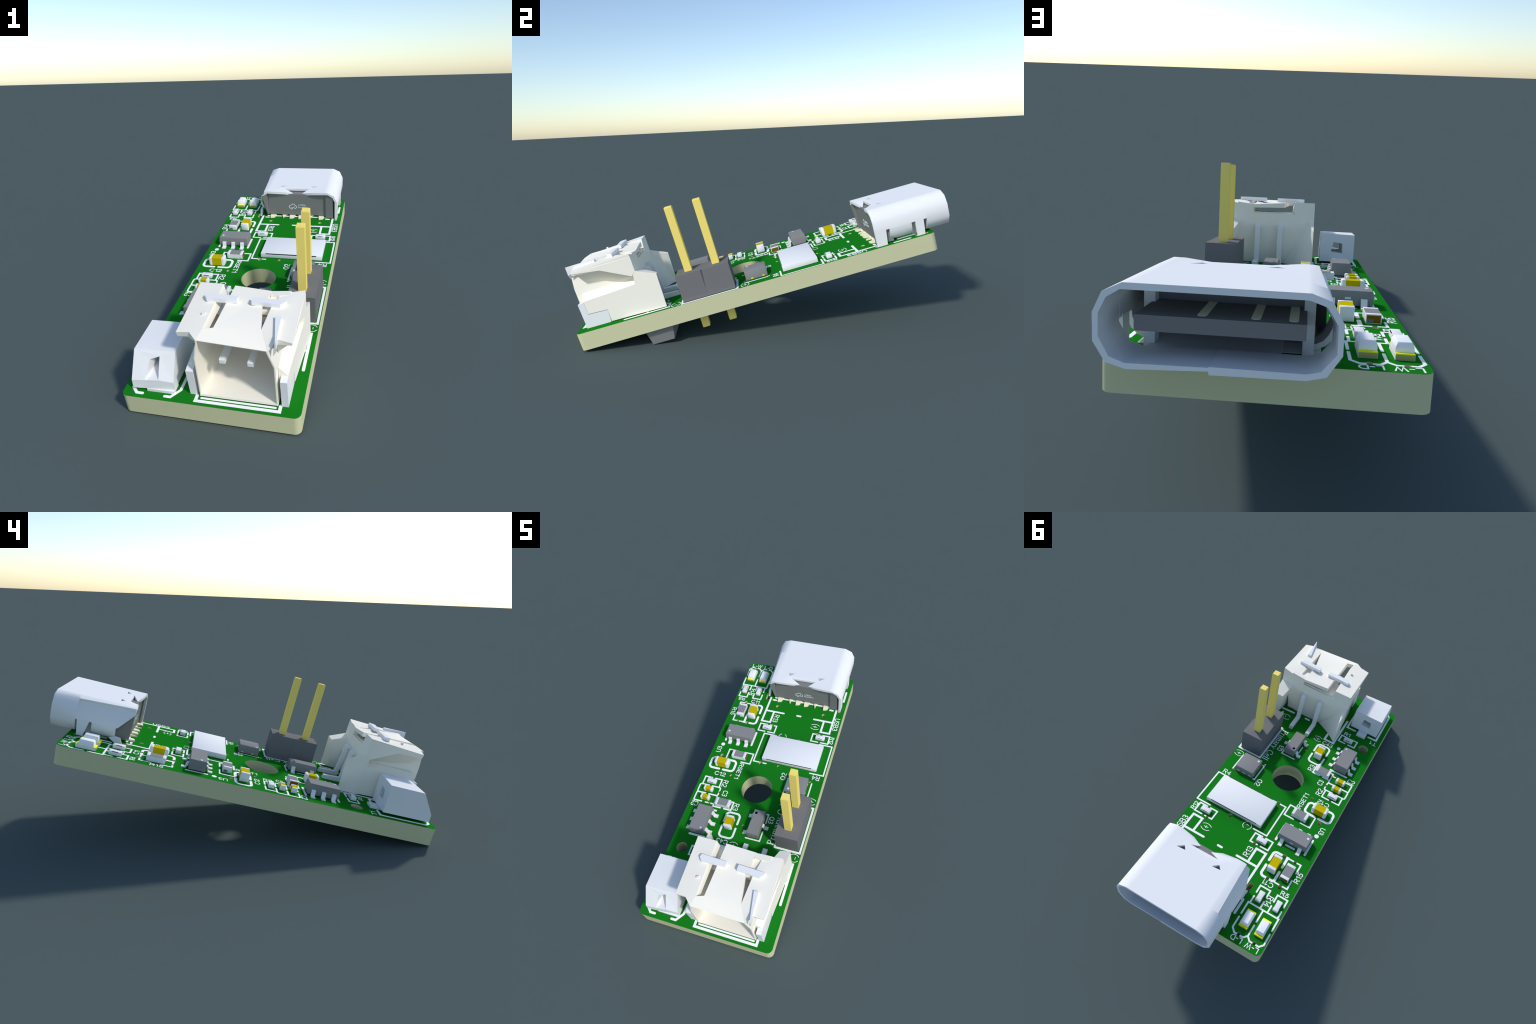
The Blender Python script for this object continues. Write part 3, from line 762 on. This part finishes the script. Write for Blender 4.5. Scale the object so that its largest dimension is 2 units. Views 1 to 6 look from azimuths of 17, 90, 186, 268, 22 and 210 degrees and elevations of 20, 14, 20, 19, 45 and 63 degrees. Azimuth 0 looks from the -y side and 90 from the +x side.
# insulator block and tongue
g = Geo()
g.loft([[(4.78, 28.02, .26), (11.30, 28.02, .26), (11.30, 28.02, 2.78), (4.86, 28.02, 2.78)],
        [(4.40, 30.0, .12), (11.80, 30.0, .12), (11.80, 30.0, 2.90), (4.98, 30.0, 2.90)]])
g.loft([[(4.70, 29.2, 1.30), (11.60, 29.2, 1.30), (11.60, 29.2, 2.90), (4.98, 29.2, 2.90)],
        [(4.95, 31.1, 1.32), (11.30, 31.1, 1.32), (11.30, 31.5, 2.90), (4.98, 31.5, 2.90)]])
g.loft([[(11.28, 27.86, .10), (12.10, 27.76, .10), (12.06, 27.76, 2.62), (11.28, 27.86, 2.86)],
        [(11.28, 29.3, .10), (12.28, 29.3, .10), (12.28, 29.3, 2.45), (11.28, 29.3, 2.90)]])
g.loft([[(4.80, 27.96, .22), (4.80, 27.84, 2.86), (4.20, 27.74, 2.58), (4.70, 27.92, .24)],
        [(4.80, 29.3, .12), (4.80, 29.3, 2.85), (4.10, 29.3, 1.8), (4.05, 29.3, .12)]])
block = place("usb_insulator", g.mesh("usb_insulator", "usbgrey"), shell)
g = Geo().box(4.97, 11.23, 30.6, 33.92, 1.32, 1.92)
place("usb_tongue", g.mesh("usb_tongue", "usbgrey"), shell)
strip = Geo().prism_z([(-.18, 31.0), (.18, 31.0), (.18, 33.5), (.1, 33.62), (-.1, 33.62), (-.18, 33.5)], 1.90, 1.935).mesh("usb_contact_strip", "contact")
for x in (5.45, 6.84, 8.83):
    place("usb_contact_strip", strip, shell, (x, 0, 0))
for x in (4.86, 11.33):
    place("usb_latch", Geo().box(x - .23, x + .23, 31.2, 31.8, .02, 2.92).mesh("usb_latch", "white"), shell)
place("usb_plate", Geo().box(5.9, 11.3, 29.5, 32.43, .06, .20).mesh("usb_plate", "white"), shell)
place("usb_plate", Geo().box(4.3, 11.95, 29.7, 31.4, .01, .05).mesh("usb_plate", "white"), shell)
# solder feet of the contacts
foot_wide = Geo().prism_z([(-.33, 28.6), (.33, 28.6), (.33, 28.2), (.24, 27.62), (.10, 27.50), (-.22, 27.42), (-.33, 28.2)], .02, .18).mesh("usb_contact_foot", "contact")
foot_slim = Geo().prism_z([(-.30, 28.6), (.30, 28.6), (.30, 28.3), (.05, 28.1), (.0, 27.42), (-.12, 27.7), (-.30, 28.3)], .02, .18).mesh("usb_contact_foot", "contact")
for x, m in ((5.33, foot_wide), (6.60, foot_slim), (7.52, foot_wide), (8.52, foot_wide), (9.60, foot_slim), (10.80, foot_wide)):
    place("usb_contact_foot", m, shell, (x, 0, 0))


# cloud sign and two words on the back of the insulator block
def upright_text(body, x, y, z, h, length, parent):
    me = text_mesh(body, h, length)
    me.transform(Matrix.Rotation(math.radians(90), 4, "X"))
    me.materials.clear(); me.materials.append(M["mark"])
    me.name = "printed_word"
    return place("printed_word", me, parent, (x, y, z))


def cloud(x, y, z, w, parent):
    k = w / .9; g = Geo(); n = 0
    parts = [([(.62, .12), (.74, .12), (.86, .24), (.84, .40), (.70, .48), (.62, .62), (.46, .67), (.32, .60), (.26, .50), (.10, .48), (.02, .34), (.06, .18), (.18, .12)], .075),
             ([(.36, .10), (.44, .22), (.54, .20), (.64, .34)], .06)]
    for pts, wd in parts:
        n += 1; o = stroke_outline(pts, wd, True, True)
        g.loft([[(x + px * k, y, z + pz * k) for px, pz in o], [(x + px * k, y - .012 - .002 * n, z + pz * k) for px, pz in o]])
    ring = stroke_outline(arc(.30, .10, .09, 0, 359, 16), .06, False, False)
    g.loft([[(x + px * k, y, z + pz * k) for px, pz in ring], [(x + px * k, y - .018, z + pz * k) for px, pz in ring]])
    return place("printed_sign", g.mesh("printed_sign", "mark"), parent)


cloud(7.17, 28.02, .93, .90, block)
upright_text("LCEDA", 8.23, 28.018, 1.38, .20, .82, block)
upright_text("EasyEDA", 8.22, 28.018, 1.06, .22, 1.08, block)
for who, x, y, z, w in ((u1, 1.95, 9.035, .66, .40), (q3, 7.60, 10.055, .60, .62)):
    upright_text("EasyEDA", x, y, z, .10, w, who)
upright_text("EasyEDA", 9.75, 15.678, .48, .10, .35, q2)

# ------------------------------------------------------------------ part soldered under the board
g = Geo().loft([[(8.05, 5.75, -1.62), (12.62, 5.80, -1.62), (12.62, 8.30, -1.62), (8.05, 8.30, -1.62)],
                [(8.40, 6.00, -3.09), (12.26, 6.00, -3.09), (12.26, 8.00, -3.09), (8.40, 8.00, -3.09)]])
under = place("diode", g.mesh("diode", "grey"))
place("diode_terminal", Geo().box(8.5, 12.3, 5.35, 5.9, -1.85, -1.61).mesh("diode_terminal", "white"), under)
place("diode_terminal", Geo().box(8.5, 12.3, 8.2, 8.65, -1.72, -1.61).mesh("diode_terminal", "white"), under)
